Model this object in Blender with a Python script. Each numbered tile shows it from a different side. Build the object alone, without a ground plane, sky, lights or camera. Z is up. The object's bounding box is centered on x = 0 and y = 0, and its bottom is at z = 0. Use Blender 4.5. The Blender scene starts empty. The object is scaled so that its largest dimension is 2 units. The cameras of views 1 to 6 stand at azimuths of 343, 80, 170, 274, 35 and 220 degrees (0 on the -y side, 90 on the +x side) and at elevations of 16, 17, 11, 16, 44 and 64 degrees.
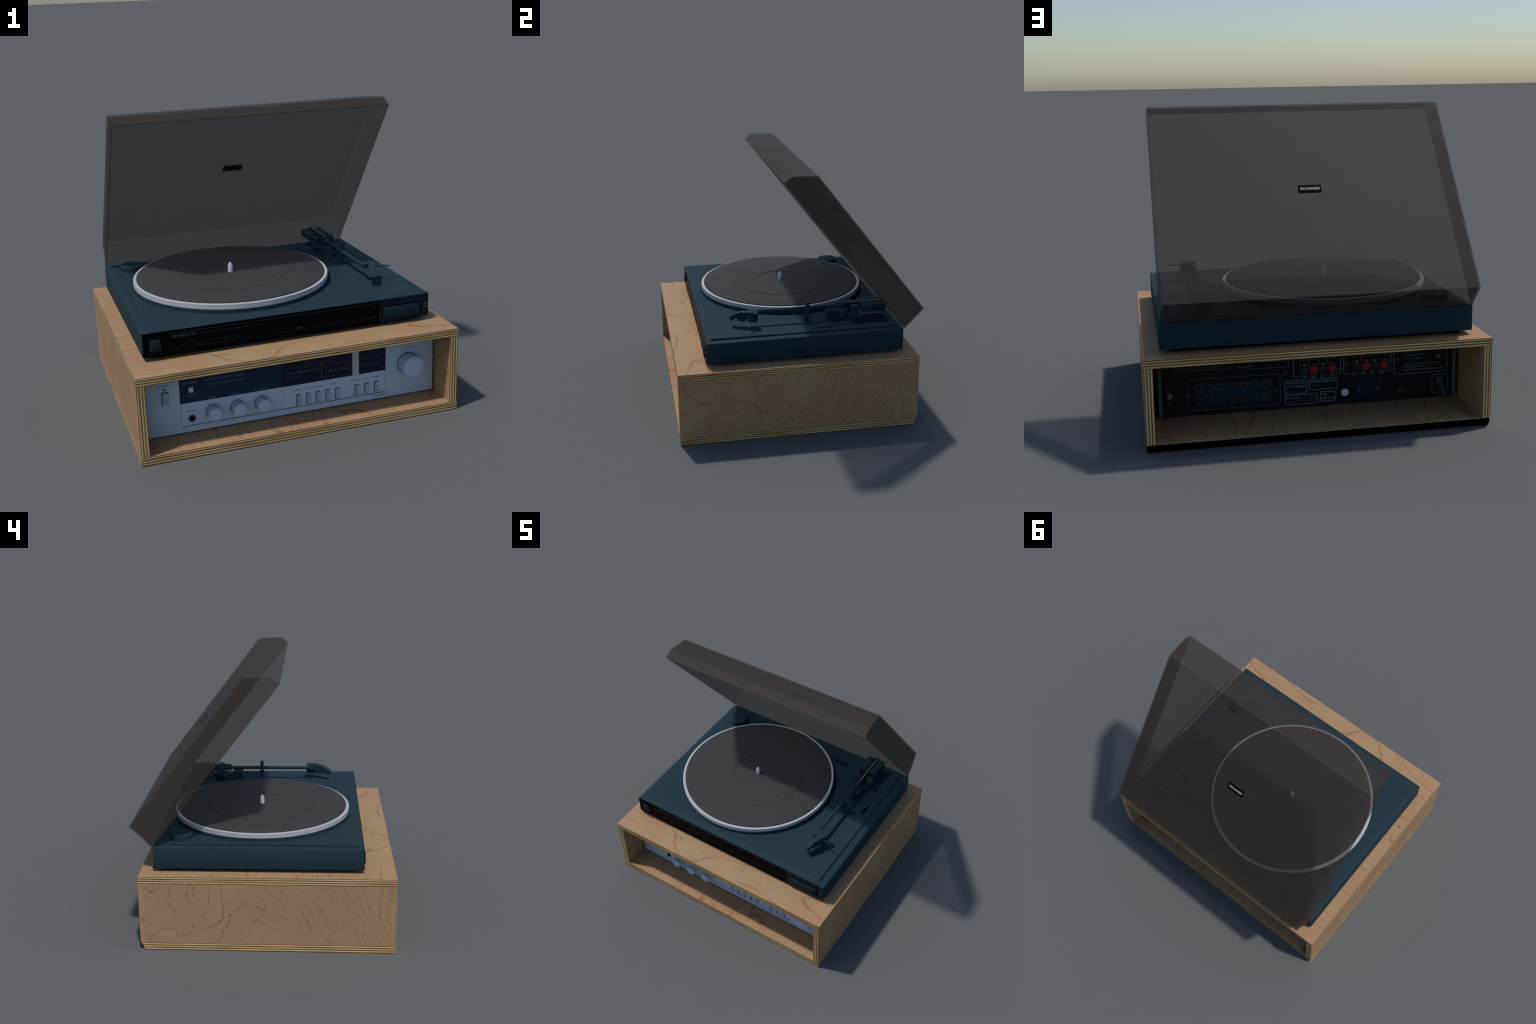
import bpy, bmesh, math, random
from mathutils import Vector, Matrix

random.seed(7)
COL = bpy.context.scene.collection

# ------------------------------------------------------------------ helpers
def link(obj, parent=None):
    COL.objects.link(obj)
    if parent is not None:
        obj.parent = parent
    return obj

def empty(name, loc, label, category):
    o = bpy.data.objects.new(name, None)
    o.location = loc
    o["label"], o["category"] = label, category
    o.empty_display_size = 0.1
    link(o)
    return o

def adopt(obj, parent):
    """parent without moving: meshes are modelled in world coordinates"""
    link(obj)
    obj.parent = parent
    bpy.context.view_layer.update()
    obj.matrix_parent_inverse = parent.matrix_world.inverted()
    return obj

def smooth_by_angle(me, deg=35):
    bm = bmesh.new(); bm.from_mesh(me)
    for f in bm.faces: f.smooth = True
    lim = math.radians(deg)
    for e in bm.edges:
        e.smooth = not (len(e.link_faces) == 2 and e.calc_face_angle(0) > lim)
    bm.to_mesh(me); bm.free()

def mesh_obj(name, bm, mats, parent, smooth=None, recalc=True):
    if recalc:
        bmesh.ops.recalc_face_normals(bm, faces=bm.faces)
    me = bpy.data.meshes.new(name)
    bm.to_mesh(me); bm.free()
    for m in (mats if isinstance(mats, (list, tuple)) else [mats]):
        me.materials.append(m)
    if smooth: smooth_by_angle(me, smooth)
    return adopt(bpy.data.objects.new(name, me), parent)

def add_box(bm, lo, hi, mat=0, bevel=0.0, seg=2):
    lo, hi = Vector(lo), Vector(hi)
    t = bmesh.new()
    bmesh.ops.create_cube(t, size=1.0)
    for v in t.verts:
        v.co = Vector([lo[i] + (v.co[i] + .5) * (hi[i] - lo[i]) for i in range(3)])
    if bevel:
        bmesh.ops.bevel(t, geom=t.edges[:], offset=bevel, segments=seg, affect='EDGES', profile=.5)
    merge(bm, t, mat)

def merge(bm, t, mat=None, M=None):
    if M is not None: t.transform(M)
    vm = {v: bm.verts.new(v.co) for v in t.verts}
    for f in t.faces:
        try:
            nf = bm.faces.new([vm[v] for v in f.verts])
        except ValueError:
            continue
        nf.material_index = f.material_index if mat is None else mat
        nf.smooth = f.smooth
    t.free()

def box(name, lo, hi, mats, parent, bevel=0.0, seg=2):
    bm = bmesh.new(); add_box(bm, lo, hi, 0, bevel, seg)
    return mesh_obj(name, bm, mats, parent, smooth=40 if bevel else None)

def add_lathe(bm, profile, centre, axis='z', seg=48, mat=0, mats=None):
    """profile = [(radius, height)...]; radius 0 closes the shape"""
    t = bmesh.new(); rings = []
    for r, h in profile:
        if r < 1e-6: rings.append([t.verts.new((0, 0, h))])
        else: rings.append([t.verts.new((r*math.cos(2*math.pi*k/seg), r*math.sin(2*math.pi*k/seg), h)) for k in range(seg)])
    for i, (a, b) in enumerate(zip(rings, rings[1:])):
        for k in range(seg):
            k2 = (k+1) % seg
            if len(a) == 1 and len(b) == 1: continue
            if len(a) == 1: f = t.faces.new((a[0], b[k], b[k2]))
            elif len(b) == 1: f = t.faces.new((a[k], a[k2], b[0]))
            else: f = t.faces.new((a[k], a[k2], b[k2], b[k]))
            f.material_index = mats[i] if mats else mat
    bmesh.ops.recalc_face_normals(t, faces=t.faces)
    R = {'z': Matrix(), '-y': Matrix.Rotation(math.radians(90), 4, 'X'), 'y': Matrix.Rotation(math.radians(-90), 4, 'X'),
         'x': Matrix.Rotation(math.radians(90), 4, 'Y')}[axis]
    merge(bm, t, None, Matrix.Translation(centre) @ R)

def lathe(name, profile, centre, mats, parent, axis='z', seg=48, mat_ids=None, smooth=35):
    bm = bmesh.new(); add_lathe(bm, profile, centre, axis, seg, 0, mat_ids)
    return mesh_obj(name, bm, mats, parent, smooth=smooth)

def add_prism(bm, pts, a, b, axis, mat=0):
    """extrude a polygon; axis 'x': pts are (y,z); 'z': pts are (x,y); 'y': pts are (x,z)"""
    def P(p, t):
        return {'x': (t, p[0], p[1]), 'y': (p[0], t, p[1]), 'z': (p[0], p[1], t)}[axis]
    va = [bm.verts.new(P(p, a)) for p in pts]; vb = [bm.verts.new(P(p, b)) for p in pts]
    fs = [bm.faces.new(va), bm.faces.new(vb)]
    n = len(pts)
    for i in range(n):
        fs.append(bm.faces.new((va[i], va[(i+1) % n], vb[(i+1) % n], vb[i])))
    for f in fs: f.material_index = mat
    return fs

def prism(name, pts, a, b, axis, mats, parent, bevel=0):
    bm = bmesh.new(); add_prism(bm, pts, a, b, axis)
    if bevel: bmesh.ops.bevel(bm, geom=bm.edges[:], offset=bevel, segments=2, affect='EDGES', profile=.5)
    return mesh_obj(name, bm, mats, parent, smooth=40 if bevel else None)

def add_tube(bm, pts, r, seg=12, mat=0):
    pts = [Vector(p) for p in pts]; rings = []
    for i, p in enumerate(pts):
        d = (pts[min(i+1, len(pts)-1)] - pts[max(i-1, 0)]).normalized()
        u = d.cross(Vector((0, 0, 1)));
        if u.length < 1e-3: u = Vector((1, 0, 0))
        u.normalize(); w = u.cross(d)
        rr = r[i] if isinstance(r, (list, tuple)) else r
        rings.append([bm.verts.new(p + u*rr*math.cos(2*math.pi*k/seg) + w*rr*math.sin(2*math.pi*k/seg)) for k in range(seg)])
    for a, b in zip(rings, rings[1:]):
        for k in range(seg):
            bm.faces.new((a[k], a[(k+1) % seg], b[(k+1) % seg], b[k])).material_index = mat
    bm.faces.new(rings[0]).material_index = mat; bm.faces.new(rings[-1]).material_index = mat

def cut(obj, cutter_bm):
    bmesh.ops.recalc_face_normals(cutter_bm, faces=cutter_bm.faces)
    me = bpy.data.meshes.new("cutter"); cutter_bm.to_mesh(me); cutter_bm.free()
    c = bpy.data.objects.new("cutter", me); COL.objects.link(c)
    m = obj.modifiers.new("cut", 'BOOLEAN'); m.operation = 'DIFFERENCE'; m.solver = 'EXACT'; m.object = c
    bpy.context.view_layer.update()
    dg = bpy.context.evaluated_depsgraph_get()
    new = bpy.data.meshes.new_from_object(obj.evaluated_get(dg))
    obj.modifiers.clear()
    old = obj.data; obj.data = new; new.name = old.name
    bpy.data.objects.remove(c); bpy.data.meshes.remove(me); bpy.data.meshes.remove(old)

# frames in which flat printing is laid out: (origin, right, up); normal = right x up
FRONT = lambda y: (Vector((0, y, 0)), Vector((1, 0, 0)), Vector((0, 0, 1)))
BACK = lambda y: (Vector((0, y, 0)), Vector((-1, 0, 0)), Vector((0, 0, 1)))

def add_text(bm, s, frame, x, z, height, width=None, align='l', mat=0, bold=0.0, depth=.0006):
    """built-in font, cap height = height, stretched to width; (x,z) = world coordinates of the left/centre of the baseline"""
    cu = bpy.data.curves.new("lettering", 'FONT'); cu.body = s; cu.size = 1; cu.offset = bold; cu.resolution_u = 2
    o = bpy.data.objects.new("lettering", cu); COL.objects.link(o)
    bpy.context.view_layer.update()
    me = bpy.data.meshes.new_from_object(o.evaluated_get(bpy.context.evaluated_depsgraph_get()))
    bpy.data.objects.remove(o); bpy.data.curves.remove(cu)
    if not len(me.vertices):
        return
    t = bmesh.new(); t.from_mesh(me); bpy.data.meshes.remove(me)
    xs = [v.co.x for v in t.verts]; x0, x1 = min(xs), max(xs)
    sy = height / .70
    sx = width / (x1 - x0) if width else sy
    ox = 0 if align == 'l' else -(x1 - x0) * sx / 2
    org, R, U = frame; N = R.cross(U)
    px = x * (1 if R.x > 0 else -1)
    for v in t.verts:
        v.co = org + R*((v.co.x - x0)*sx + ox + px) + U*(v.co.y*sy + z) + N*depth
    merge(bm, t, mat)

def add_ribbon(bm, pts, frame, w, depth=.0006, mat=0, closed=False):
    """thin printed line of width w through points given in frame coordinates (world x, z)"""
    org, R, U = frame; N = R.cross(U); s = 1 if R.x > 0 else -1
    P = [Vector((p[0]*s, p[1])) for p in pts]; n = len(P)
    L, Q = [], []
    for i in range(n):
        a = P[i-1] if (i or closed) else P[i]; b = P[(i+1) % n] if (i < n-1 or closed) else P[i]
        d = (b - a).normalized(); nn = Vector((-d.y, d.x)) * w/2
        for lst, q in ((L, P[i]+nn), (Q, P[i]-nn)):
            lst.append(bm.verts.new(org + R*q.x + U*q.y + N*depth))
    for i in range(n if closed else n-1):
        j = (i+1) % n
        bm.faces.new((Q[i], Q[j], L[j], L[i])).material_index = mat

def rounded_rect(x0, x1, z0, z1, r, n=4):
    out = []
    for cx, cz, a0 in ((x1-r, z1-r, 0), (x0+r, z1-r, 90), (x0+r, z0+r, 180), (x1-r, z0+r, 270)):
        for k in range(n+1):
            a = math.radians(a0 + 90*k/n); out.append((cx + r*math.cos(a), cz + r*math.sin(a)))
    return out

def circle_pts(cx, cz, r, n=24):
    return [(cx + r*math.cos(2*math.pi*k/n), cz + r*math.sin(2*math.pi*k/n)) for k in range(n)]

# ------------------------------------------------------------------ materials
class Nodes:
    def __init__(self, name):
        self.m = bpy.data.materials.new(name); self.m.use_nodes = True
        self.t = self.m.node_tree; self.t.nodes.clear()
        self.out = self.t.nodes.new('ShaderNodeOutputMaterial')
        self.b = self.t.nodes.new('ShaderNodeBsdfPrincipled')
        self.t.links.new(self.b.outputs[0], self.out.inputs[0])
    def put(self, sock, v):
        if isinstance(v, bpy.types.NodeSocket): self.t.links.new(v, sock)
        elif v is not None: sock.default_value = v
    def n(self, kind, **kw):
        nd = self.t.nodes.new(kind)
        for k, v in kw.items(): setattr(nd, k, v)
        return nd
    def math(self, op, a, b=None, c=None, clamp=False):
        nd = self.n('ShaderNodeMath', operation=op, use_clamp=clamp)
        for i, v in enumerate((a, b, c)): self.put(nd.inputs[i], v)
        return nd.outputs[0]
    def pos(self):
        return self.n('ShaderNodeTexCoord').outputs['Object']
    def dot(self, v, w, c=0):
        nd = self.n('ShaderNodeVectorMath', operation='DOT_PRODUCT')
        self.put(nd.inputs[0], v); nd.inputs[1].default_value = w
        return self.math('ADD', nd.outputs['Value'], c)
    def vec(self, x, y, z=0.0):
        nd = self.n('ShaderNodeCombineXYZ')
        for i, v in enumerate((x, y, z)): self.put(nd.inputs[i], v)
        return nd.outputs[0]
    def scale(self, v, s):
        nd = self.n('ShaderNodeVectorMath', operation='MULTIPLY'); self.put(nd.inputs[0], v); nd.inputs[1].default_value = s
        return nd.outputs[0]
    def noise(self, v, scale, detail=2, rough=.5, dist=0):
        nd = self.n('ShaderNodeTexNoise'); self.put(nd.inputs['Vector'], v)
        nd.inputs['Scale'].default_value = scale; nd.inputs['Detail'].default_value = detail
        nd.inputs['Roughness'].default_value = rough; nd.inputs['Distortion'].default_value = dist
        return nd.outputs['Fac']
    def smooth(self, x, a, b, lo=0., hi=1.):
        nd = self.n('ShaderNodeMapRange', interpolation_type='SMOOTHSTEP'); self.put(nd.inputs[0], x)
        for i, v in zip((1, 2, 3, 4), (a, b, lo, hi)): self.put(nd.inputs[i], v)
        return nd.outputs[0]
    def mix(self, f, a, b, blend='MIX'):
        nd = self.n('ShaderNodeMix', data_type='RGBA', blend_type=blend)
        self.put(nd.inputs[0], f)
        for s, v in ((nd.inputs[6], a), (nd.inputs[7], b)):
            if isinstance(v, tuple): v = (*v, 1) if len(v) == 3 else v
            self.put(s, v)
        return nd.outputs[2]
    def ramp(self, f, stops, interp='LINEAR'):
        nd = self.n('ShaderNodeValToRGB'); self.put(nd.inputs[0], f); cr = nd.color_ramp; cr.interpolation = interp
        while len(cr.elements) < len(stops): cr.elements.new(.5)
        for e, (p, c) in zip(cr.elements, stops): e.position = p; e.color = (*c, 1)
        return nd.outputs[0]
    def finish(self, col, rough=.5, spec=.3, metal=0, bump=None, bstr=.1, bdist=.002):
        self.put(self.b.inputs['Base Color'], (*col, 1) if isinstance(col, tuple) else col)
        self.put(self.b.inputs['Roughness'], rough); self.b.inputs['Specular IOR Level'].default_value = spec
        self.b.inputs['Metallic'].default_value = metal
        if bump is not None:
            bn = self.n('ShaderNodeBump'); bn.inputs['Strength'].default_value = bstr; bn.inputs['Distance'].default_value = bdist
            self.put(bn.inputs['Height'], bump); self.t.links.new(bn.outputs[0], self.b.inputs['Normal'])
        return self.m

def plain(name, col, rough=.5, spec=.3, metal=0, vary=.06, scale=14):
    N = Nodes(name)
    f = N.noise(N.pos(), scale, 3)
    a = tuple(c*(1-vary) for c in col); b = tuple(c*(1+vary) for c in col)
    return N.finish(N.mix(f, a, b), rough, spec, metal)

def veneer(name, pv, pc, qv, qc, skew=.6, dense=24., start=.82, amp=4.6, seed=0., wide=1., bold=1., rag=.55):
    """maple face veneer: contour-like growth lines, wandering loops at small p, crowded irregular lines at large p"""
    N = Nodes(name); P = N.pos()
    p = N.dot(P, pv, pc); q = N.dot(P, qv, qc)
    uv = N.vec(p, q, seed)
    wob = N.noise(N.scale(uv, (1, wide, 1)), 2.0, 1, .4)
    bend = N.noise(N.scale(uv, (1, wide, 1)), 3.4, 1, .45)
    jag = N.noise(uv, 13, 4, .6)
    pp = N.math('ADD', p, N.math('MULTIPLY', q, skew))
    pp = N.math('ADD', pp, N.math('MULTIPLY', N.math('SUBTRACT', bend, .5), .26))
    uneven = N.noise(N.vec(N.math('MULTIPLY', pp, 11), seed, 0), 1, 2, .6)
    ramp = N.math('MAXIMUM', N.math('SUBTRACT', pp, start), 0)
    far = N.smooth(pp, start - .05, start + .30)
    F = N.math('ADD', N.math('MULTIPLY', wob, N.math('SUBTRACT', amp, N.math('MULTIPLY', far, amp*.45))), N.math('MULTIPLY', ramp, dense))
    F = N.math('ADD', F, N.math('MULTIPLY', jag, N.math('SUBTRACT', rag, N.math('MULTIPLY', far, rag*.75))))
    F = N.math('ADD', F, N.math('MULTIPLY', uneven, N.math('MULTIPLY', far, 1.9)))
    d = N.math('PINGPONG', F, .5)
    w = N.math('ADD', .034, N.math('MULTIPLY', far, .055))
    line = N.math('SUBTRACT', 1, N.smooth(d, 0, w))
    soft = N.math('SUBTRACT', 1, N.smooth(d, 0, N.math('MULTIPLY', w, 3.5)))
    strength = N.smooth(N.noise(uv, 4.0, 2), .3, .6, .35, 1.)
    strength = N.math('MULTIPLY', strength, N.math('SUBTRACT', bold, N.math('MULTIPLY', far, .45)))
    fleck = N.smooth(N.noise(N.scale(N.vec(N.math('ADD', p, N.math('MULTIPLY', q, .5)), q, seed + 3), (1, .42, 1)), 19, 2, .5), .712, .745)
    fib = N.noise(N.scale(N.vec(N.math('ADD', p, N.math('MULTIPLY', q, .6)), N.math('SUBTRACT', q, N.math('MULTIPLY', p, .6)), seed), (55, 9, 1)), 2.2, 3, .6)
    tone = N.smooth(N.noise(uv, 2.6, 3, .55), .32, .68)
    col = N.mix(tone, (.383, .231, .126), (.408, .272, .148))
    col = N.mix(N.smooth(fib, .3, .7), N.mix(.17, col, (.22, .11, .05)), col)
    col = N.mix(N.math('MULTIPLY', soft, N.math('MULTIPLY', strength, .22)), col, (.28, .13, .065))
    col = N.mix(N.math('MULTIPLY', line, N.math('MULTIPLY', strength, .85)), col, (.225, .088, .038))
    col = N.mix(N.math('MULTIPLY', fleck, .65), col, (.19, .075, .035))
    return N.finish(col, .62, .15, bump=fib, bstr=.04, bdist=.001)

def ply_edge(name, axis, lo, hi, along):
    """cut edge of birch plywood: three pale plies between brown ones"""
    N = Nodes(name); P = N.pos()
    v = [0, 0, 0]; v[axis] = 1/(hi-lo)
    t = N.dot(P, tuple(v), -lo/(hi-lo))
    sc = [90., 90., 90.]; sc[along] = 4.
    wav = N.noise(N.scale(P, tuple(6. if i == along else 0. for i in range(3))), 1, 2)
    t = N.math('ADD', t, N.math('MULTIPLY', N.math('SUBTRACT', wav, .5), .05))
    dark, tan, pale = (.135, .058, .011), (.27, .142, .036), (.64, .515, .295)
    grain = N.noise(N.scale(P, tuple(sc)), 1, 3, .65)
    brown = N.mix(N.smooth(grain, .35, .65), dark, tan)
    patch = N.smooth(N.noise(N.scale(P, tuple(3. if i == along else 20. for i in range(3))), 1, 2), .4, .65)
    light = N.mix(N.math('MULTIPLY', patch, .55), pale, (.37, .25, .085))
    m = N.ramp(t, [(0, (0,)*3), (.07, (0,)*3), (.10, (1,)*3), (.22, (1,)*3), (.26, (0,)*3), (.40, (.05,)*3), (.44, (.95,)*3), (.55, (.95,)*3),
                   (.59, (.05,)*3), (.73, (0,)*3), (.76, (1,)*3), (.88, (1,)*3), (.92, (0,)*3), (1, (0,)*3)])
    return N.finish(N.mix(m, brown, light), .65, .15)

def smoked(name):
    N = Nodes(name)
    f = N.noise(N.pos(), 5, 2)
    N.finish(N.mix(f, (.054, .041, .035), (.059, .045, .038)), .55, .15)
    N.b.inputs['Alpha'].default_value = .515
    return N.m

TEAL = plain("teal_painted_plastic", (.0212, .0415, .0540), .65, .05, vary=.03, scale=5)
TEAL_DARK = plain("dark_teal_plastic", (.0150, .0280, .0360), .65, .05, vary=.03)
BLACK_GLOSS = plain("black_gloss_plastic", (.0016, .0018, .0030), .4, .03, vary=.2)
NAVY_BLACK = plain("navy_black_plastic", (.004, .010, .018), .5, .12, vary=.2)
BLACK = plain("black_plastic", (.0015, .0015, .0017), .8, .05)
FASCIA_PRINT = plain("grey_fascia_print", (.075, .082, .092), .7, .1)
FASCIA_DIM = plain("dim_fascia_print", (.030, .032, .038), .7, .1)
RUBBER = plain("black_rubber_mat", (.051, .051, .052), .8, .1, vary=.04, scale=6)
ALU = plain("brushed_aluminium_rim", (.47, .47, .49), .55, .3, vary=.03)
SMOKE = smoked("smoked_acrylic")
WHITE_PRINT = plain("white_logo_print", (.75, .76, .80), .6, .2)
SILVER = plain("silver_front_panel", (.50, .595, .69), .55, .25, vary=.04, scale=4)
SILVER_KNOB = plain("silver_knob", (.43, .53, .62), .5, .3, vary=.03)
SILVER_DIM = plain("grey_push_button", (.33, .43, .50), .55, .25)
GLASS_BLUE = plain("blue_black_display_window", (.014, .033, .066), .45, .15, vary=.25, scale=5)
GLASS_INDIGO = plain("indigo_black_display_window", (.014, .019, .038), .45, .15, vary=.2, scale=5)
GAP = plain("black_gap", (.01, .011, .012), .8, .05)
PANEL_PRINT = plain("dark_panel_print", (.14, .155, .17), .7, .1)
WINDOW_PRINT = plain("pale_window_print", (.16, .19, .23), .7, .1)
WHITE_TAPE = plain("white_label_tape", (.52, .50, .52), .8, .1, vary=.03)
CHASSIS = plain("black_chassis", (.0035, .0062, .0098), .6, .15, vary=.3, scale=6)  # blue tint and mottling paint the bluish glow on the back panel
COVER = plain("slate_chassis_cover", (.065, .105, .125), .6, .2)
JACK_PLATE = plain("blue_black_jack_plate", (.009, .025, .042), .5, .1, vary=.2)
REAR_PRINT = plain("pale_blue_rear_print", (.17, .25, .30), .7, .1)
REAR_DIM = plain("dim_rear_print", (.075, .115, .14), .7, .1)
BRASS = plain("tarnished_socket_ring", (.085, .075, .072), .5, .3, .3)
SOCKET = plain("grey_socket_ring", (.045, .045, .047), .5, .3)
STEEL = plain("dull_steel_screw", (.16, .17, .18), .4, .4, .5)
RED = plain("red_terminal_lever", (.33, .008, .012), .45, .3)
TERM_BLACK = plain("black_terminal_lever", (.012, .013, .014), .5, .3)
PALE_DOT = plain("pale_plug_cap", (.62, .70, .76), .6, .2)
STRIP_LIGHT = plain("cream_pinstripe", (.42, .40, .33), .7, .1)
STRIP_BLACK = plain("black_tonearm_strip", (.006, .008, .007), .6, .15)
CORD = plain("grey_power_cord", (.05, .055, .06), .6, .2)

# ================================================================== CABINET
cab = empty("plywood_cabinet", (0, 0, 0), "open maple plywood box with striped cut edges", "record cabinet")
XH, YF, YB, ZT = 1.0, -.897, .839, .537
T_TOP, FLOOR = .489, .0515

def board(name, lo, hi, face_axis, face_mat, edges, parent):
    """edges: material per axis for the cut faces"""
    bm = bmesh.new(); add_box(bm, lo, hi)
    bmesh.ops.recalc_face_normals(bm, faces=bm.faces)
    for f in bm.faces:
        ax = max(range(3), key=lambda i: abs(f.normal[i]))
        f.material_index = 0 if ax == face_axis else edges.get(ax, (1,))[0]
    mats = [face_mat] + [e[1] for e in sorted(edges.values(), key=lambda e: e[0])]
    return mesh_obj(name, bm, mats, parent)

V_TOP = veneer("maple_veneer_top", (0, 1, 0), .90, (1, 0, 0), 0, skew=.05, dense=13, start=.50, amp=7.5, seed=1.3, wide=.40, rag=.16, bold=.85)
V_FLOOR = veneer("maple_veneer_floor", (-1, 0, 0), .95, (0, 1, 0), 0, skew=.10, dense=12, start=.45, amp=7.5, seed=4.1, wide=.4, rag=.16, bold=1.25)
V_LEFT = veneer("maple_veneer_left", (0, -1, 0), .839, (0, 0, -1), .5, skew=-.62, dense=17, start=.62, amp=9.5, seed=2.2)
V_RIGHT = veneer("maple_veneer_right", (0, 1, 0), .897, (0, 0, 1), .04, skew=-.62, dense=17, start=.62, amp=9.5, seed=2.2)

board("top_board", (-XH, YF, T_TOP), (XH, YB, ZT), 2, V_TOP,
      {0: (1, ply_edge("plywood_edge_top_end", 2, T_TOP, ZT, 1)), 1: (2, ply_edge("plywood_edge_top", 2, T_TOP, ZT, 0))}, cab)
for sgn, V in ((-1, V_LEFT), (1, V_RIGHT)):
    x0, x1 = sorted((sgn*.9985, sgn*.948))
    board("side_board", (x0, YF + .0005, FLOOR + .0003), (x1, YB, T_TOP - .0003), 0, V,
          {1: (1, ply_edge("plywood_edge_side", 0, x0, x1, 2))}, cab)
    
# bottom board: rear edge is undercut and painted black, with a pale strip of plies along its top
bm = bmesh.new()
prof = [(YF, 0), (YF, FLOOR), (.8135, FLOOR), (YB - .0005, FLOOR - .0008), (.826, .0445), (.811, 0)]
fs = add_prism(bm, prof, -XH, XH, 'x')
idx = {0: 2, 1: 2, 2: 1, 3: 0, 4: 3, 5: 4, 6: 4, 7: 0}
for i, f in enumerate(fs): f.material_index = idx[i]
mesh_obj("bottom_board", bm, [V_FLOOR, ply_edge("plywood_edge_bottom", 2, 0, FLOOR, 0), ply_edge("plywood_edge_bottom_end", 2, 0, FLOOR, 1),
         ply_edge("plywood_edge_rear_strip", 1, .8115, .8620, 0), BLACK], cab)

# ================================================================== TURNTABLE
tt = empty("record_player", (0, .03, ZT), "teal record player with smoked lid standing open", "turntable")
PX0, PX1, PY0, PY1, PZ0, PE, PZ1 = -.912, .905, -.6805, .7415, .563, .7145, .7255     # PE: rim height, PZ1: raised deck
GX0, GX1, GY0, GY1 = -.8675, .8425, -.632, .703                                          # outline of the raised deck

plinth = box("plinth", (PX0, PY0, PZ0), (PX1, PY1, PE), TEAL, tt, bevel=.002)
for v in plinth.data.vertices:                      # the rim stands a few millimetres higher on the tonearm side
    if v.co.z > .7: v.co.z += .0005 + .0015*v.co.x/.9 - (.0035 if v.co.y < -.6 else 0)
# raised deck: upright at the sides, ramped down to the rim at front and back
deck = prism("deck", [(PY0 + .0005, PE - .008), (PY0 + .0005, PE - .0035), (GY0 - .030, PE - .0015), (GY0, PZ1), (GY1, PZ1), (PY1 - .002, PE + .0055), (PY1 - .002, PE - .004)], GX0, GX1, 'x', TEAL, tt)
c = bmesh.new()
# cue lever slot and short slits
add_prism(c, [(.7715, .108), (.7915, .108), (.7915, .246), (.7715, .246)], PZ1 - .0105, PZ1 + .01, 'z')
add_prism(c, [(.264, .579), (.398, .579), (.398, .588), (.264, .588)], PZ1 - .006, PZ1 + .01, 'z')
add_prism(c, [(.534, .139), (.606, .139), (.606, .144), (.534, .144)], PZ1 - .004, PZ1 + .01, 'z')
cut(deck, c)
bm = bmesh.new()
add_prism(bm, rounded_rect(.505, .7500, .2300, .686, .025, 4), PZ1 - .003, PZ1 + .0042, 'z')
add_prism(bm, rounded_rect(.600, .7085, .318, .653, .012, 3), PZ1 - .002, PZ1 + .0062, 'z')
mesh_obj("tonearm_bay", bm, TEAL, tt)
box("lever_well", (.7716, .1081, PE - .003), (.7914, .2459, PE + .0055), BLACK, tt)
box("base_pan", (PX0 + .055, PY0 + .050, ZT + .0004), (PX1 - .055, PY1 - .055, PZ0 + .001), BLACK, tt)

# fascia
FY = -.6835
bm = bmesh.new()
for x0, x1, z0, z1, m in ((PX0 + .0015, -.7625, .5645, .7095, 0), (-.7625, .573, .6945, .7095, 0), (-.7625, .573, .5645, .577, 0), (.573, PX1 - .0015, .5645, .7095, 1)):
    add_box(bm, (x0, FY, z0), (x1, PY0 + .001, z1), m)
mesh_obj("fascia", bm, [BLACK_GLOSS, NAVY_BLACK], tt)
WY = FY + .0014
box("display_window", (-.763, WY, .576), (.5735, PY0 + .001, .6955), BLACK_GLOSS, tt)
box("power_button", (-.870, FY - .009, .597), (-.805, FY + .001, .667), TEAL_DARK, tt, bevel=.002)
box("start_key", (.597, FY - .010, .584), (.841, FY + .001, .659), TEAL_DARK, tt, bevel=.002)
bm = bmesh.new()
for r in ((.590, .596, .5845, .668), (.842, .852, .5845, .668), (.590, .852, .660, .668), (.8605, .8625, .575, .694)):  # thin black bars at the left, right and top of the start key, plus a thin upright line
    add_box(bm, (r[0], FY - .0008, r[2]), (r[1], FY + .001, r[3]))
mesh_obj("key_dark_bars", bm, BLACK, tt)
lathe("headphone_socket", [(.0085, 0), (.0085, .004), (.015, .004), (.015, 0)], (.886, FY, .637), plain("blue_grey_socket", (.02, .045, .07)), tt, axis='-y', seg=24)
bm = bmesh.new(); fr = FRONT(WY)
add_text(bm, "KENWOOD", fr, -.739, .663, .020, .146)
add_text(bm, "AUTOMATIC RETURN TURNTABLE", fr, -.575, .6645, .0105, .302, mat=1)
add_text(bm, "KD-37R", fr, -.255, .6645, .0105, .071, mat=1)
add_text(bm, "SPEED", fr, -.600, .603, .009, .053, mat=1)
add_text(bm, "REPEAT", fr, -.437, .607, .007, .05, mat=1); add_text(bm, "OFF", fr, -.355, .609, .007, .03, mat=1)
add_text(bm, "THP", fr, .030, .602, .013, .036, bold=.01)
add_text(bm, "BELT DRIVE SYSTEM WITH DC SERVO MOTOR", fr, .086, .603, .0055, .262, mat=1)
add_text(bm, "OUT", fr, .440, .602, .009, .032, mat=1)
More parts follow.
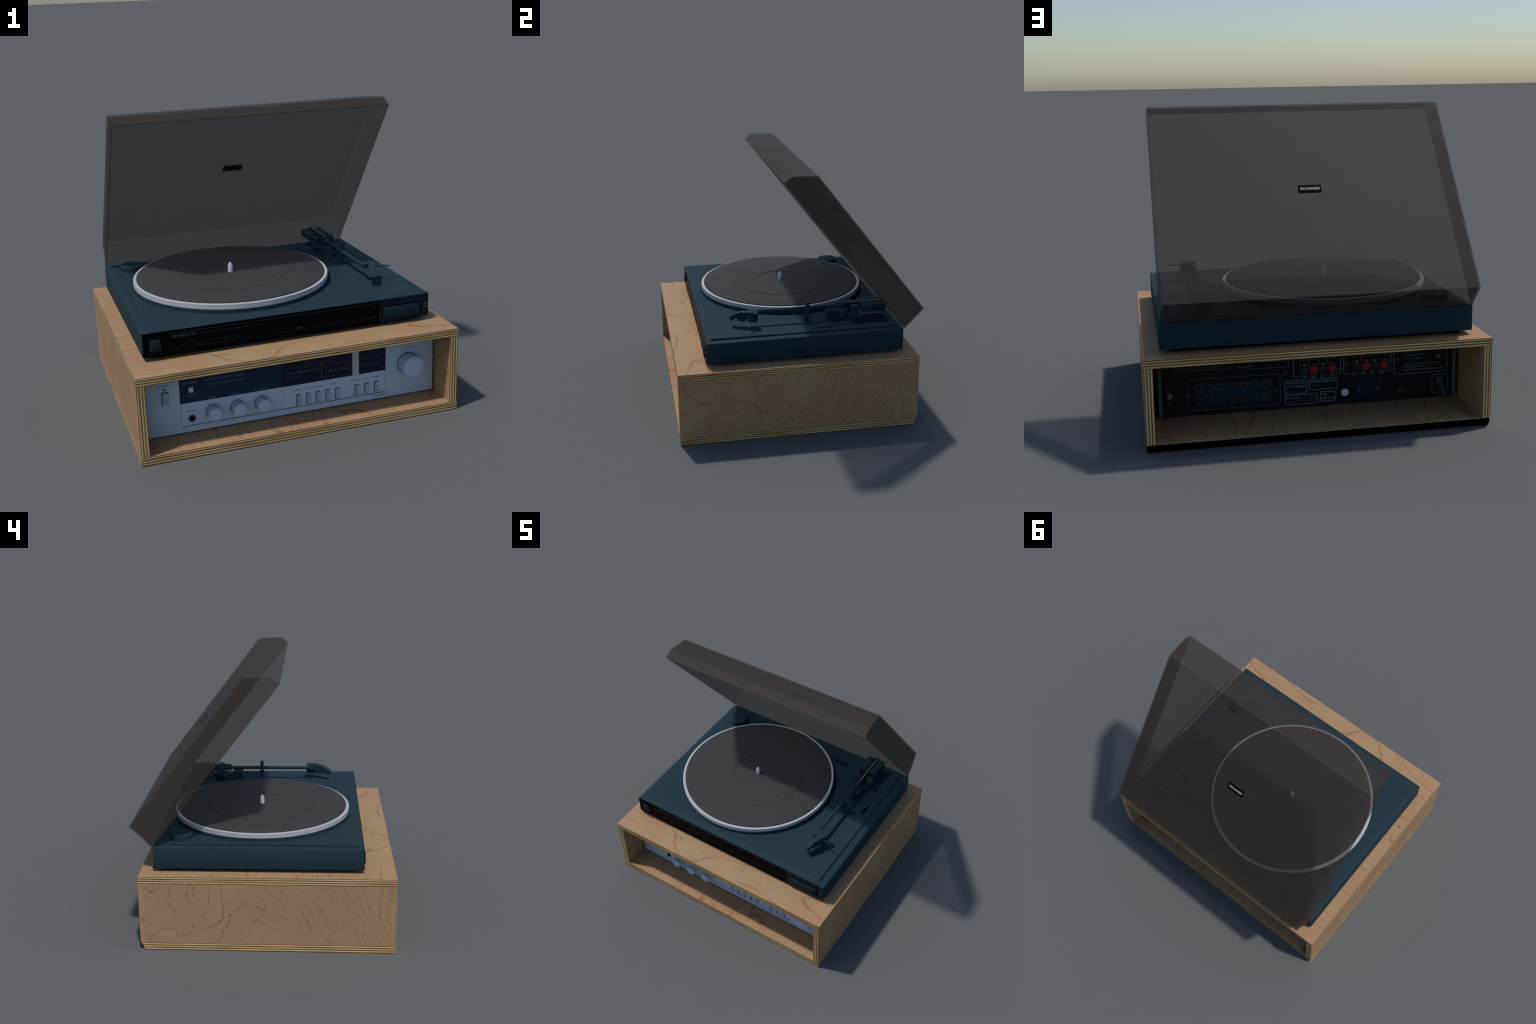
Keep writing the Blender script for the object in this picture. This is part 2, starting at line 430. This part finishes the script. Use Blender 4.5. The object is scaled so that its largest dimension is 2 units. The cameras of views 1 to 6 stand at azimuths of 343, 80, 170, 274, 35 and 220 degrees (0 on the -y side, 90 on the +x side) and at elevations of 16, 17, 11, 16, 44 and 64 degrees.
for a, b, w, m in (((-.760, .6925), (.571, .6925), .0022, 0), ((-.604, .595), (-.293, .596), .0018, 1), ((-.745, .595), (-.616, .596), .0018, 1),
                ((-.745, .595), (-.622, .629), .0018, 1), ((-.58, .621), (-.33, .621), .0015, 1), ((-.293, .596), (.53, .596), .0012, 1), ((.50, .605), (.54, .609), .004, 1)):
    add_ribbon(bm, [a, b], fr, w, mat=m)
mesh_obj("fascia_lettering", bm, [FASCIA_PRINT, FASCIA_DIM], tt, recalc=False)

# platter: teal skirt, bright rim, rubber mat, spindle
CX, CY = -.1745, .0407
platter = lathe("platter", [(0, .724), (.6485, .724), (.6485, .7485), (.6425, .7495), (.6425, .753), (.6425, .7790), (.6405, .7808), (.6230, .7812), (.6215, .7805), (0, .7805)],
                (CX, CY, 0), [TEAL, ALU], tt, seg=96, mat_ids=[0, 0, 0, 1, 1, 1, 1, 1, 1], smooth=30)
lathe("slip_mat", [(0, .7882), (.2042, .7882), (.2052, .7914), (.3800, .7914), (.3812, .7884), (.617, .7892), (.6205, .7880), (.6218, .7860), (.6218, .7800), (0, .7800)], (CX, CY, 0), RUBBER, platter, seg=128, smooth=25)
lathe("spindle", [(.0165, .786), (.0165, .8275), (.0155, .8305), (.0105, .844), (.0065, .8500), (.003, .8525), (0, .853)], (CX, CY, 0), plain("bright_spindle_metal", (.66, .68, .72), .45, .4), platter, seg=24)

# single-record adapter resting in its corner
lathe("record_adapter", [(0, .722), (.078, .722), (.080, .724), (.080, .757), (.0775, .7605), (.071, .7620), (.0705, .759), (.066, .759), (.0655, .7612), (.062, .7612), (.061, .7575),
                         (.014, .7595), (.0135, .752), (0, .752)], (-.743, .5686, .0012), TEAL, tt, seg=56, smooth=30)

# ------------------------------------------------ tonearm
AX, AZ = .6285, .8265
bm = bmesh.new(); add_tube(bm, [(AX, -.335, AZ), (AX, .36, AZ)], .0130, 20)
add_prism(bm, [(.335, AZ - .012), (.335, AZ + .006), (.350, .8515), (.672, .8515), (.672, .806), (.36, .806)], .610, .646, 'x')
arm = mesh_obj("tonearm", bm, TEAL, tt, smooth=40)
bm = bmesh.new(); add_box(bm, (.6135, .346, .851), (.6435, .667, .8535)); 
add_box(bm, (.6325, .352, .8532), (.6372, .657, .8541), 1)
mesh_obj("beam_strip", bm, [STRIP_BLACK, STRIP_LIGHT], arm)
bm = bmesh.new()
add_box(bm, (.5575, .487, .796), (.612, .668, .8468), bevel=.003); add_box(bm, (.645, .487, .792), (.7035, .668, .8468), bevel=.003)
add_box(bm, (.600, .489, .794), (.66, .666, .845))
add_lathe(bm, [(0, 0), (.029, 0), (.029, .012), (0, .012)], (.628, .666, .822), 'y', 32)
mesh_obj("counterweight", bm, TEAL, arm, smooth=40)
bm = bmesh.new()
add_prism(bm, [(.405, .785), (.405, .838), (.414, .847), (.452, .847), (.458, .838), (.458, .785)], .671, .711, 'x')
add_prism(bm, [(.402, .785), (.402, .836), (.412, .845), (.448, .845), (.456, .836), (.456, .785)], .553, .598, 'x')
add_box(bm, (.556, .409, .770), (.708, .451, .797))
mesh_obj("gimbal_yoke", bm, TEAL, arm)
lathe("pivot_base", [(0, .713), (.056, .713), (.056, .718), (.0495, .7195), (.0495, .778), (.046, .783), (0, .783)], (.632, .432, 0), TEAL, arm, seg=40)
bm = bmesh.new()
add_prism(bm, [(.222, PZ1 - .002), (.241, .782), (.248, .7945), (.322, .7945), (.329, .782), (.345, PZ1 - .002)], .580, .634, 'x')
mesh_obj("lifter_block", bm, TEAL, arm)
bm = bmesh.new(); add_box(bm, (.574, .246, .7955), (.672, .326, .8015), bevel=.002)
mesh_obj("lift_platform", bm, TEAL, arm)
bm = bmesh.new(); add_tube(bm, [(.540, .395, .772), (.575, .385, .772), (.62, .36, .768)], [.007, .008, .008], 12)
add_box(bm, (.60, .32, .760), (.66, .40, .772), bevel=.002)
mesh_obj("cue_arm", bm, TEAL, arm, smooth=40)
bm = bmesh.new(); add_prism(bm, [(.110, PZ1 - .010), (.110, PZ1 + .001), (.128, PZ1 + .007), (.140, PZ1 + .002), (.134, PZ1 - .010)], .774, .789, 'x')
mesh_obj("cue_lever", bm, TEAL, arm)
bm = bmesh.new()
add_lathe(bm, [(0, .713), (.022, .713), (.022, .742), (.017, .750), (.015, .775), (0, .775)], (.6195, .089, 0), 'z', 24)
add_box(bm, (.608, .076, .770), (.662, .102, .806), bevel=.002)
add_box(bm, (.6445, .0755, .800), (.6625, .1025, .8765), bevel=.002)
add_box(bm, (.606, .079, .795), (.616, .099, .818), bevel=.002)
mesh_obj("arm_rest", bm, TEAL, arm, smooth=40)
box("lock_catch", (.7095, .446, PZ1 - .003), (.744, .496, PZ1 + .012), TEAL_DARK, arm, bevel=.002)

# head shell, set at an offset angle to the tube
ang = math.atan2(.075, .177)
M = Matrix.Translation((.690, -.302, 0)) @ Matrix.Rotation(-ang, 4, 'Z')      # local -y points to the stylus end
t = bmesh.new()
top = [(.012, .828), (-.012, .8455), (-.030, .8475), (-.116, .8400), (-.183, .8085), (-.190, .794), (-.184, .7755)]
side = [(0.012, .772)] + top + [(-.160, .7760), (-.152, .791), (-.130, .791), (-.122, .7750), (-.075, .7730), (-.052, .796), (-.040, .796), (-.055, .773)]
add_prism(t, side, -.0225, -.016, 'x'); add_prism(t, side, .016, .0225, 'x')
add_prism(t, [(.012, .822)] + top + [(-.177, .7755), (-.115, .822)], -.0158, .0158, 'x')
bm = bmesh.new(); merge(bm, t, 0, M)
add_prism(bm, [(.610, -.345), (.610, -.310), (.640, -.288), (.690, -.282), (.718, -.296), (.700, -.345)], .8135, .8425, 'z')
mesh_obj("head_shell", bm, TEAL, arm)
t = bmesh.new(); add_box(t, (-.0155, -.140, .786), (.0155, -.06, .814))
bm = bmesh.new(); merge(bm, t, 0, M); mesh_obj("cartridge", bm, TEAL_DARK, arm)
t = bmesh.new(); add_box(t, (-.014, -.151, .7775), (.019, -.131, .7905))
bm = bmesh.new(); merge(bm, t, 0, M); mesh_obj("stylus_block", bm, plain("pale_grey_stylus_block", (.40, .41, .43), .6, .2), arm)
bm = bmesh.new(); add_tube(bm, [(.700, -.336, .8185), (.715, -.3425, .8195), (.740, -.352, .8225), (.765, -.362, .822), (.778, -.368, .8205), (.7835, -.370, .8165), (.785, -.3705, .812)],
                           [.0065, .0055, .0045, .004, .004, .004, .0035], 10)
mesh_obj("finger_lift", bm, TEAL, arm, smooth=50)
bm = bmesh.new(); ft = (Vector((0, 0, PZ1)), Vector((1, 0, 0)), Vector((0, 1, 0)))
add_text(bm, "UP", ft, .800, .226, .008, .018); add_text(bm, "DOWN", ft, .797, .120, .008, .030)
mesh_obj("deck_lettering", bm, TEAL_DARK, tt, recalc=False)

# ------------------------------------------------ lid, modelled in its own hinge frame
HY, HZ = .741, .7215
U = Vector((0, -.61628, .78753)); W = Vector((0, .78753, .61628))
def lid_pt(x, u, w): return Vector((x, HY, HZ)) + U*u + W*w
XC = -.0045
outline = [(-.010, -.001), (.0088, .2058), (1.2875, .2100), (1.4020, .0746), (1.4075, 0)]      # along the opening, away from it
half = lambda w: .9032 - .0125*min(w, .2075)/.2075                                       # sides lean inwards slightly
def shell_loop(bm, inset):
    t = inset
    pts = [(-.010 + t, -.001), (.0088 + t, .2058 - t), (1.2875 - .45*t, .2100 - t), (1.4020 - t, .0746 - .3*t), (1.4075 - t, 0)] if t else outline
    L = [bm.verts.new(lid_pt(XC - half(w) + t, u, w)) for u, w in pts]
    R = [bm.verts.new(lid_pt(XC + half(w) - t, u, w)) for u, w in pts]
    return L, R
bm = bmesh.new(); TH = .007
Lo, Ro = shell_loop(bm, 0); Li, Ri = shell_loop(bm, TH)
for L, R in ((Lo, Ro), (Li, Ri)):
    bm.faces.new(L); bm.faces.new(R)
    for i in range(4): bm.faces.new((L[i], L[i+1], R[i+1], R[i]))
for a, b in ((0, 4),):
    bm.faces.new((Lo[0], Lo[4], Li[4], Li[0])); bm.faces.new((Ro[0], Ro[4], Ri[4], Ri[0]))
    bm.faces.new((Lo[0], Ro[0], Ri[0], Li[0])); bm.faces.new((Lo[4], Ro[4], Ri[4], Li[4]))
lid = mesh_obj("smoked_lid", bm, SMOKE, tt)
# badge and its lettering, readable from the front when the lid is shut
bm = bmesh.new()
for x0, x1, u0, u1 in ((-.0735, .0605, .6700, .7195),):
    vs = [bm.verts.new(lid_pt(x, u, w)) for w in (.2016, .2100) for x, u in ((x0, u0), (x1, u0), (x1, u1), (x0, u1))]
    bm.faces.new(vs[:4]); bm.faces.new(vs[4:])
    for i in range(4): bm.faces.new((vs[i], vs[(i+1) % 4], vs[4+(i+1) % 4], vs[4+i]))
badge = mesh_obj("badge", bm, BLACK, lid)
bm = bmesh.new()
add_text(bm, "KENWOOD", (lid_pt(0, .706, .2100), Vector((1, 0, 0)), -U), -.0635, .0015, .0185, .114)
mesh_obj("badge_lettering", bm, WHITE_PRINT, lid, recalc=False)

# ================================================================== AMPLIFIER
amp = empty("stereo_amplifier", (0.01, -.12, FLOOR), "silver-fronted stereo amplifier with black back panel", "amplifier")
AY = -.695
AX0, AX1, AZ0, AZ1 = -.932, .935, .0595, .462
RY = .447
body = box("chassis", (-.903, AY + .014, .062), (.905, RY, .452), CHASSIS, amp)
bm = bmesh.new()
add_box(bm, (-.923, AY + .03, .060), (-.9035, RY + .012, .457)); add_box(bm, (.8955, AY + .03, .060), (.9125, RY + .012, .457))
add_box(bm, (-.923, AY + .03, .4525), (.913, RY + .012, .457))
mesh_obj("chassis_cover", bm, COVER, amp)
b = bmesh.new(); add_lathe(b, [(0, 0), (.035, 0), (.035, .011), (0, .011)], (0, 0, 0), 'z', 24)
o = mesh_obj("rubber_foot", b, BLACK, amp); o.location = (-.78, -.5, FLOOR + .0002); fm = o.data
for x, y in ((.78, -.5), (-.78, .3), (.78, .3)):
    o = bpy.data.objects.new("rubber_foot", fm); adopt(o, amp); o.location = (x, y, FLOOR + .0002)

front = box("front_panel", (AX0, AY, AZ0), (AX1, AY + .0145, AZ1), SILVER, amp, bevel=.0015)
FRM = FRONT(AY)
# display window
box("power_amplifier_window", (-.717, AY - .0015, .2475), (-.0715, AY + .001, .438), GLASS_BLUE, amp)
box("meter_window", (-.0685, AY - .0012, .2465), (.604, AY + .001, .438), GLASS_INDIGO, amp)
box("window_divider", (-.0715, AY - .0005, .2465), (-.0685, AY + .001, .438), BLACK, amp)
box("label_tape", (.380, AY - .0022, .2485), (.4235, AY - .0008, .438), WHITE_TAPE, amp)
bm = bmesh.new()
add_ribbon(bm, [(-.716, .438), (-.716, .0995), (.6045, .0995), (.6045, .438)], FRM, .0036)
mesh_obj("control_frame_line", bm, GAP, amp, recalc=False)

# meter segments: pairs of little bars
bm = bmesh.new()
for z in (.3295, .2775):
    for k in range(4):
        add_box(bm, (.230 + .0345*k, AY - .002, z - .004), (.249 + .0345*k, AY, z + .004))
        add_box(bm, (.437 + .0345*k, AY - .002, z - .004), (.456 + .0345*k, AY, z + .004))
mesh_obj("meter_segments", bm, BLACK, amp)["kind"] = "stuff"

def ringed(name, cx, cz, r, rf, yface, parent):
    """turned knob in a dark annular gap"""
    g = bmesh.new(); add_lathe(g, [(0, 0), (r + .003, 0), (r + .003, .0012), (0, .0012)], (cx, AY, cz), '-y', 48)
    mesh_obj("knob_gap", g, GAP, parent)
    return lathe(name, [(r, 0), (r, AY - yface - .06*0 - .0035), (rf + .001, AY - yface - .001), (rf - .001, AY - yface), (0, AY - yface)], (cx, AY - .0008, cz), SILVER_KNOB, parent, axis='-y', seg=56, smooth=30)

k = ringed("tone_knob", -.5215, .172, .0405, .0395, -.758, amp); kd = k.data
for x, nm in ((-.3685, "tone_knob"), (-.2160, "balance_knob")):
    o = bpy.data.objects.new(nm, kd); adopt(o, amp); o.location.x = x + .5215
    g = bmesh.new(); add_lathe(g, [(0, 0), (.0435, 0), (.0435, .0012), (0, .0012)], (x, AY, .172), '-y', 48)
    mesh_obj("knob_gap", g, GAP, amp)
vol = ringed("volume_knob", .7615, .271, .0695, .0675, -.777, amp)
box("pointer_mark", (.7605, -.7787, .318), (.7625, -.7772, .336), GAP, vol)

def button(name, x0, x1, z0, z1, d, mat):
    g = box("button_gap", (x0 - .003, AY - .0006, z0 - .002), (x1 + .002, AY + .001, z1 + .003), GAP, amp)
    return box(name, (x0, AY - d, z0), (x1, AY + .001, z1), mat, amp, bevel=.0012)
for x in (.010, .0735, .138, .202, .267, .398, .4635, .529):
    button("selector_button", x, x + .0235, .109, .179, .011, SILVER_DIM)
button("power_switch", -.822, -.785, .261, .336, .011, SILVER_DIM)
button("speaker_switch", -.664, -.636, .3185, .349, .016, SILVER)
box("power_lamp", (-.816, AY - .0015, .3515), (-.793, AY, .3575), GAP, amp)
lathe("headphone_jack", [(.0125, 0), (.0125, .004), (.0205, .004), (.0225, .001), (.0225, 0)], (-.6505, AY, .1445), SOCKET, amp, axis='-y', seg=32)
g = bmesh.new(); add_lathe(g, [(0, 0), (.0126, 0), (.0126, .001), (0, .001)], (-.6505, AY, .1445), '-y', 24); mesh_obj("jack_hole", g, BLACK, amp)

# lettering of the front panel
bm = bmesh.new(); f0 = FRM; fw = FRONT(AY - .0016); S = .0115
add_text(bm, "POWER", f0, -.841, .3745, S, .066)
add_text(bm, "PHONES", f0, -.683, .187, S*.85, .062)
add_text(bm, "VOLUME", f0, .725, .371, S, .071)
add_text(bm, "RA-840", f0, .525, .0775, S, .082)
for s, x, w in (("MONO", .021, .045), ("HI-FIL", .0845, .042), ("LOUDNESS", .1525, .072), ("TAPE", .2475, .040), ("PHONO", .4095, .058), ("AUX", .4735, .034), ("TUNER", .5405, .055)):
    add_text(bm, s, f0, x, .2055, S*.95, w, 'c')
add_text(bm, "1", f0, .2135, .188, .008, None, 'c'); add_text(bm, "2", f0, .279, .188, .008, None, 'c'); add_text(bm, "DUB", f0, .246, .113, .007, .024, 'c')
add_ribbon(bm, [(.24, .131), (.252, .131)], f0, .002)
for i, s in enumerate(("4", "2", "4", "8", "10")): add_text(bm, s, f0, -.078, .2055 - .0185*i, .0075, None, 'c')
scale = ("L", "10", "8", "6", "4", "2", "0", "2", "4", "6", "8", "10", "R")
for cx in (-.5165, -.3645, -.2125):
    for i, s in enumerate(scale):
        a = math.radians(230 - 280*i/(len(scale)-1)); r = .0585
        add_text(bm, s, f0, cx + r*math.cos(a), .171 + r*math.sin(a) - .003, .0065, None, 'c')
        add_ribbon(bm, [(cx + q*math.cos(a), .171 + q*math.sin(a)) for q in (.0465, .051)], f0, .0016)
for i in range(11):
    a = math.radians(232 - 284*i/10); r = .089
    add_text(bm, str(i), f0, .7625 + r*math.cos(a), .271 + r*math.sin(a) - .004, .008, None, 'c')
    if i < 10:
        a2 = math.radians(232 - 284*(i + .5)/10); add_ribbon(bm, [(.7625 + q*math.cos(a2), .271 + q*math.sin(a2)) for q in (.079, .083)], f0, .002)
add_text(bm, "SPEAKERS", fw, -.699, .3685, S, .091, mat=1)
add_text(bm, "IMPULSE CURRENT DRIVE", fw, -.559, .3685, S, .228, mat=1)
add_text(bm, "STEREO POWER AMPLIFIER", fw, -.558, .3395, S, .240, mat=1)
for s, x, w in (("BASS", -.522, .050), ("TREBLE", -.370, .066), ("BALANCE", -.218, .082)): add_text(bm, s, fw, x, .2535, S*.95, w, 'c', mat=1)
add_text(bm, "A   B", fw, -.665, .302, .008, .044, mat=1); add_text(bm, "A+B  OFF", fw, -.672, .286, .008, .052, mat=1)
add_text(bm, "PEAK POWER INDICATOR", fw, -.050, .322, S, .205, mat=1)
add_text(bm, "WATTS / 8 OHMS", fw, -.051, .2965, .0085, .10, mat=1)
add_ribbon(bm, [(.1765, .265), (.1765, .365)], fw, .0032, mat=1)
for z, s in ((.323, "L"), (.2975, "W"), (.272, "R")): add_text(bm, s, fw, .203, z, .008, None, 'c', mat=1)
for i, s in enumerate(("0.02", "0.06", "0.2", "0.6")): add_text(bm, s, fw, .2395 + .0345*i, .2985, .0085, .026 if i < 2 else .02, 'c', mat=1)
for i, s in enumerate(("8", "20", "40", "70")): add_text(bm, s, fw, .4465 + .0345*i, .301, .0085, None, 'c', mat=1)
for z in (.343, .266):
    for i in range(4):
        for x in (.2395, .4465): add_ribbon(bm, [(x + .0345*i, z - .002), (x + .0345*i, z + .002)], fw, .003, mat=1)
mesh_obj("panel_lettering", bm, [PANEL_PRINT, WINDOW_PRINT], amp, recalc=False)

# ------------------------------------------------ rear of the amplifier
rear_start = set(bpy.data.objects)
box("jack_plate", (.234, RY - .001, .118), (.703, RY + .0035, .263), JACK_PLATE, amp, bevel=.001)
jm = None
for row in (.2355, .153):
    for i in range(7):
        x = .6725 - i*.0665
        if jm is None:
            b = bmesh.new()
            add_lathe(b, [(.0195, 0), (.0195, .0035), (.0175, .005), (.0110, .005), (.0105, .001), (0, .001)], (0, 0, 0), 'y', 28, mats=[0, 0, 0, 1, 1])
            o = mesh_obj("phono_socket", b, [SOCKET, BLACK], amp, smooth=35); jm = o.data
        else:
            o = bpy.data.objects.new("phono_socket", jm); adopt(o, amp)
        o.location = (x, RY + .0035, row)
sm = None
for x, z in ((.735, .195), (.2185, .190), (.155, .291), (-.165, .291), (-.2235, .318), (-.490, .318), (-.545, .325), (-.842, .318), (-.302, .149), (-.4225, .149)):
    if sm is None:
        b = bmesh.new(); add_lathe(b, [(.0115, 0), (.0115, .004), (.006, .0065), (0, .0065)], (0, 0, 0), 'y', 20)
        o = mesh_obj("panel_screw", b, SOCKET, amp, smooth=35); sm = o.data
    else:
        o = bpy.data.objects.new("panel_screw", sm); adopt(o, amp)
    o.location = (x, RY, z)
bm = bmesh.new(); add_lathe(bm, [(.019, 0), (.019, .008), (.012, .011), (.012, .022), (.009, .026), (0, .026)], (.851, RY, .197), 'y', 28)
mesh_obj("ground_terminal", bm, STEEL, amp, smooth=35)
lathe("plug_cap", [(.0235, 0), (.0235, .003), (.021, .005), (0, .005)], (-.213, RY, .1415), PALE_DOT, amp, axis='y', seg=36)
box("cover_plate", (-.446, RY - .001, .093), (-.275, RY + .003, .222), plain("blue_black_cover_plate", (.007, .016, .028), .5, .1), amp, bevel=.001)
bm = bmesh.new(); add_lathe(bm, [(.026, 0), (.026, .004), (.016, .006), (0, .006)], (-.815, RY, .178), 'y', 24)
add_tube(bm, [(-.812, RY - .002, .180), (-.816, RY + .003, .172), (-.826, RY + .004, .150), (-.838, RY + .004, .12), (-.846, RY + .003, .092), (-.848, RY + .002, .078)], .0125, 14)
mesh_obj("power_cord", bm, CORD, amp, smooth=50)
for x0 in (.0385, -.2865):
    tb = box("speaker_terminal_block", (x0 - .200, RY - .001, .268), (x0 + .032, RY + .006, .385), TERM_BLACK, amp, bevel=.0015)
    for i in range(4):
        x = x0 - .0575*i
        box("terminal_lever", (x - .0225, RY + .005, .281), (x + .0225, RY + .016, .322), RED if i % 2 else TERM_BLACK, tb, bevel=.003)
        box("terminal_hole", (x - .020, RY + .0055, .327), (x + .020, RY + .0068, .362), BLACK, tb)
        box("terminal_contact", (x - .010, RY + .0065, .328), (x + .010, RY + .0095, .343), plain("contact_metal", (.16, .05, .06) if i % 2 else (.12, .14, .15)), tb, bevel=.002)
bm = bmesh.new(); fr = BACK(RY); LW = .0034
def frame(x0, x1, z0, z1, r=.012, w=LW, m=0): add_ribbon(bm, rounded_rect(x0, x1, z0, z1, r), fr, w, mat=m, closed=True)
frame(.187, .744, .0985, .290, .015, .0028, 1)
frame(.025, .160, .156, .239); frame(-.165, .010, .174, .2395); frame(-.040, .159, .089, .147); frame(-.151, -.061, .096, .156)
frame(-.863, -.523, .2325, .43, .012); frame(-.866, -.768, .097, .214, .012, .0028, 0)
add_ribbon(bm, [(.104, .43), (.104, .268), (.098, .262), (.066, .262)], fr, LW); add_ribbon(bm, [(-.150, .262), (-.180, .262), (-.186, .268), (-.186, .43)], fr, LW)
add_ribbon(bm, [(-.207, .43), (-.207, .264), (-.213, .258), (-.243, .258)], fr, LW); add_ribbon(bm, [(-.467, .260), (-.497, .260), (-.503, .266), (-.503, .43)], fr, LW)
frame(.473, .808, .344, .43, .012, LW, 1); frame(.132, .438, .330, .43, .012, LW, 1)
for x0 in (.0385, -.2735):
    for i in range(4):
        x = x0 - .0565*i
        add_ribbon(bm, circle_pts(x, .2585 - .003*0, .0105), fr, .0028, closed=True)
        add_ribbon(bm, [(x - .006, .2585), (x + .006, .2585)], fr, .0026)
        if i % 2: add_ribbon(bm, [(x, .2525), (x, .2645)], fr, .0026)
    for j, s in enumerate("RL"): add_text(bm, s, fr, x0 - .028 - .113*j, .255, .007, None, 'c')
frame(-.820, -.797, .318, .341, .002, .0026); frame(-.814, -.803, .324, .335, .001, .0022)
def tx(s, x, z, h, w=None, m=0, bold=0.0, al='l'): add_text(bm, s, fr, x, z, h, w, al, m, bold)
tx("IMPEDANCE DE", .150, .217, .013, .108, 0, .01); tx("HAUTE-PARLEUR", .150, .194, .013, .116, 0, .01); tx("8 OHMS ou MORE", .150, .167, .009, .06, 1)
tx("SPEAKER IMPEDANCE", .001, .217, .013, .158, 0, .01); tx("8 OHMS or MORE", .001, .194, .009, .062, 1)
tx("ACHTUNG", .150, .122, .014, .072, 0, .01); tx("BITTE VOR OEFFNEN", .070, .124, .008, .098, 1); tx("DES GERAETES NETZSTECKER ZIEHEN", .150, .103, .008, .178, 1)
tx("FTZ", -.073, .132, .013, .026, 0, .01); tx("13/046 S", -.073, .109, .013, .070, 0, .006)
tx("VOLTAGE  AC 240 VOLT", -.582, .343, .011, .152); tx("CYCLE   50-60HZ", -.582, .322, .011, .118)
tx("QUALITY HI-FI STEREO COMPONENTS", -.582, .288, .0105, .238); tx("ROTEL ELECTRONICS CO., LTD", -.582, .269, .0105, .195); tx("MADE IN TAIWAN THE REPUBLIC OF CHINA", -.582, .250, .0105, .258)
tx("POWER", -.800, .209, .008, .032); tx("SERIAL NO", -.545, .123, .010, .053); tx("240W 210 A", -.715, .101, .007, .048, 1)
tx("PHONO - TUNER", .690, .287, .008, .098, 1); tx("AUX", .575, .287, .008, .02, 1); tx("T. MONITOR 1", .495, .287, .008, .072, 1); tx("T. MONITOR 2", .360, .287, .008, .072, 1)
tx("LEFT", .200, .234, .008, .024, 1); tx("RIGHT", .202, .154, .008, .030, 1); tx("GND", .863, .238, .009, .022, 1)
for i, s in enumerate(("IN", "OUT", "IN", "OUT")): tx(s, .4735 - .0665*i, .1045, .007, None, 1, 0, 'c')
tx("REFER SERVICING TO QUALIFIED SERVICE PERSONNEL", .800, .355, .009, .275, 1); tx("AVIS: RISQUE DE CHOC ELECTRIQUE NE", .430, .365, .012, .275, 1); tx("PAS OUVRIR", .430, .342, .012, .085, 0)
add_ribbon(bm, [(.838, .150), (.862, .150)], fr, .002, mat=1)
for x in (.842, .850, .858): add_ribbon(bm, [(x, .150), (x + .004, .138)], fr, .002, mat=1)
add_ribbon(bm, [(.850, .150), (.850, .160)], fr, .002, mat=1)
for v in bm.verts:
    if .234 < v.co.x < .703 and .118 < v.co.z < .263: v.co.y = RY + .0042
mesh_obj("rear_lettering", bm, [REAR_PRINT, REAR_DIM], amp, recalc=False)

# the rear fittings are laid out at 0.5 % under size; fit them to the panel
for o in set(bpy.data.objects) - rear_start:
    if o.type != 'MESH': continue
    fit = lambda v: Vector((1.042 + (v.x - 1.042)*1.0045, v.y, 1.981 + (v.z - 1.981)*1.0045))
    if o.location.length > 1e-6: o.location = fit(o.location)
    else:
        for v in o.data.vertices: v.co = fit(v.co)
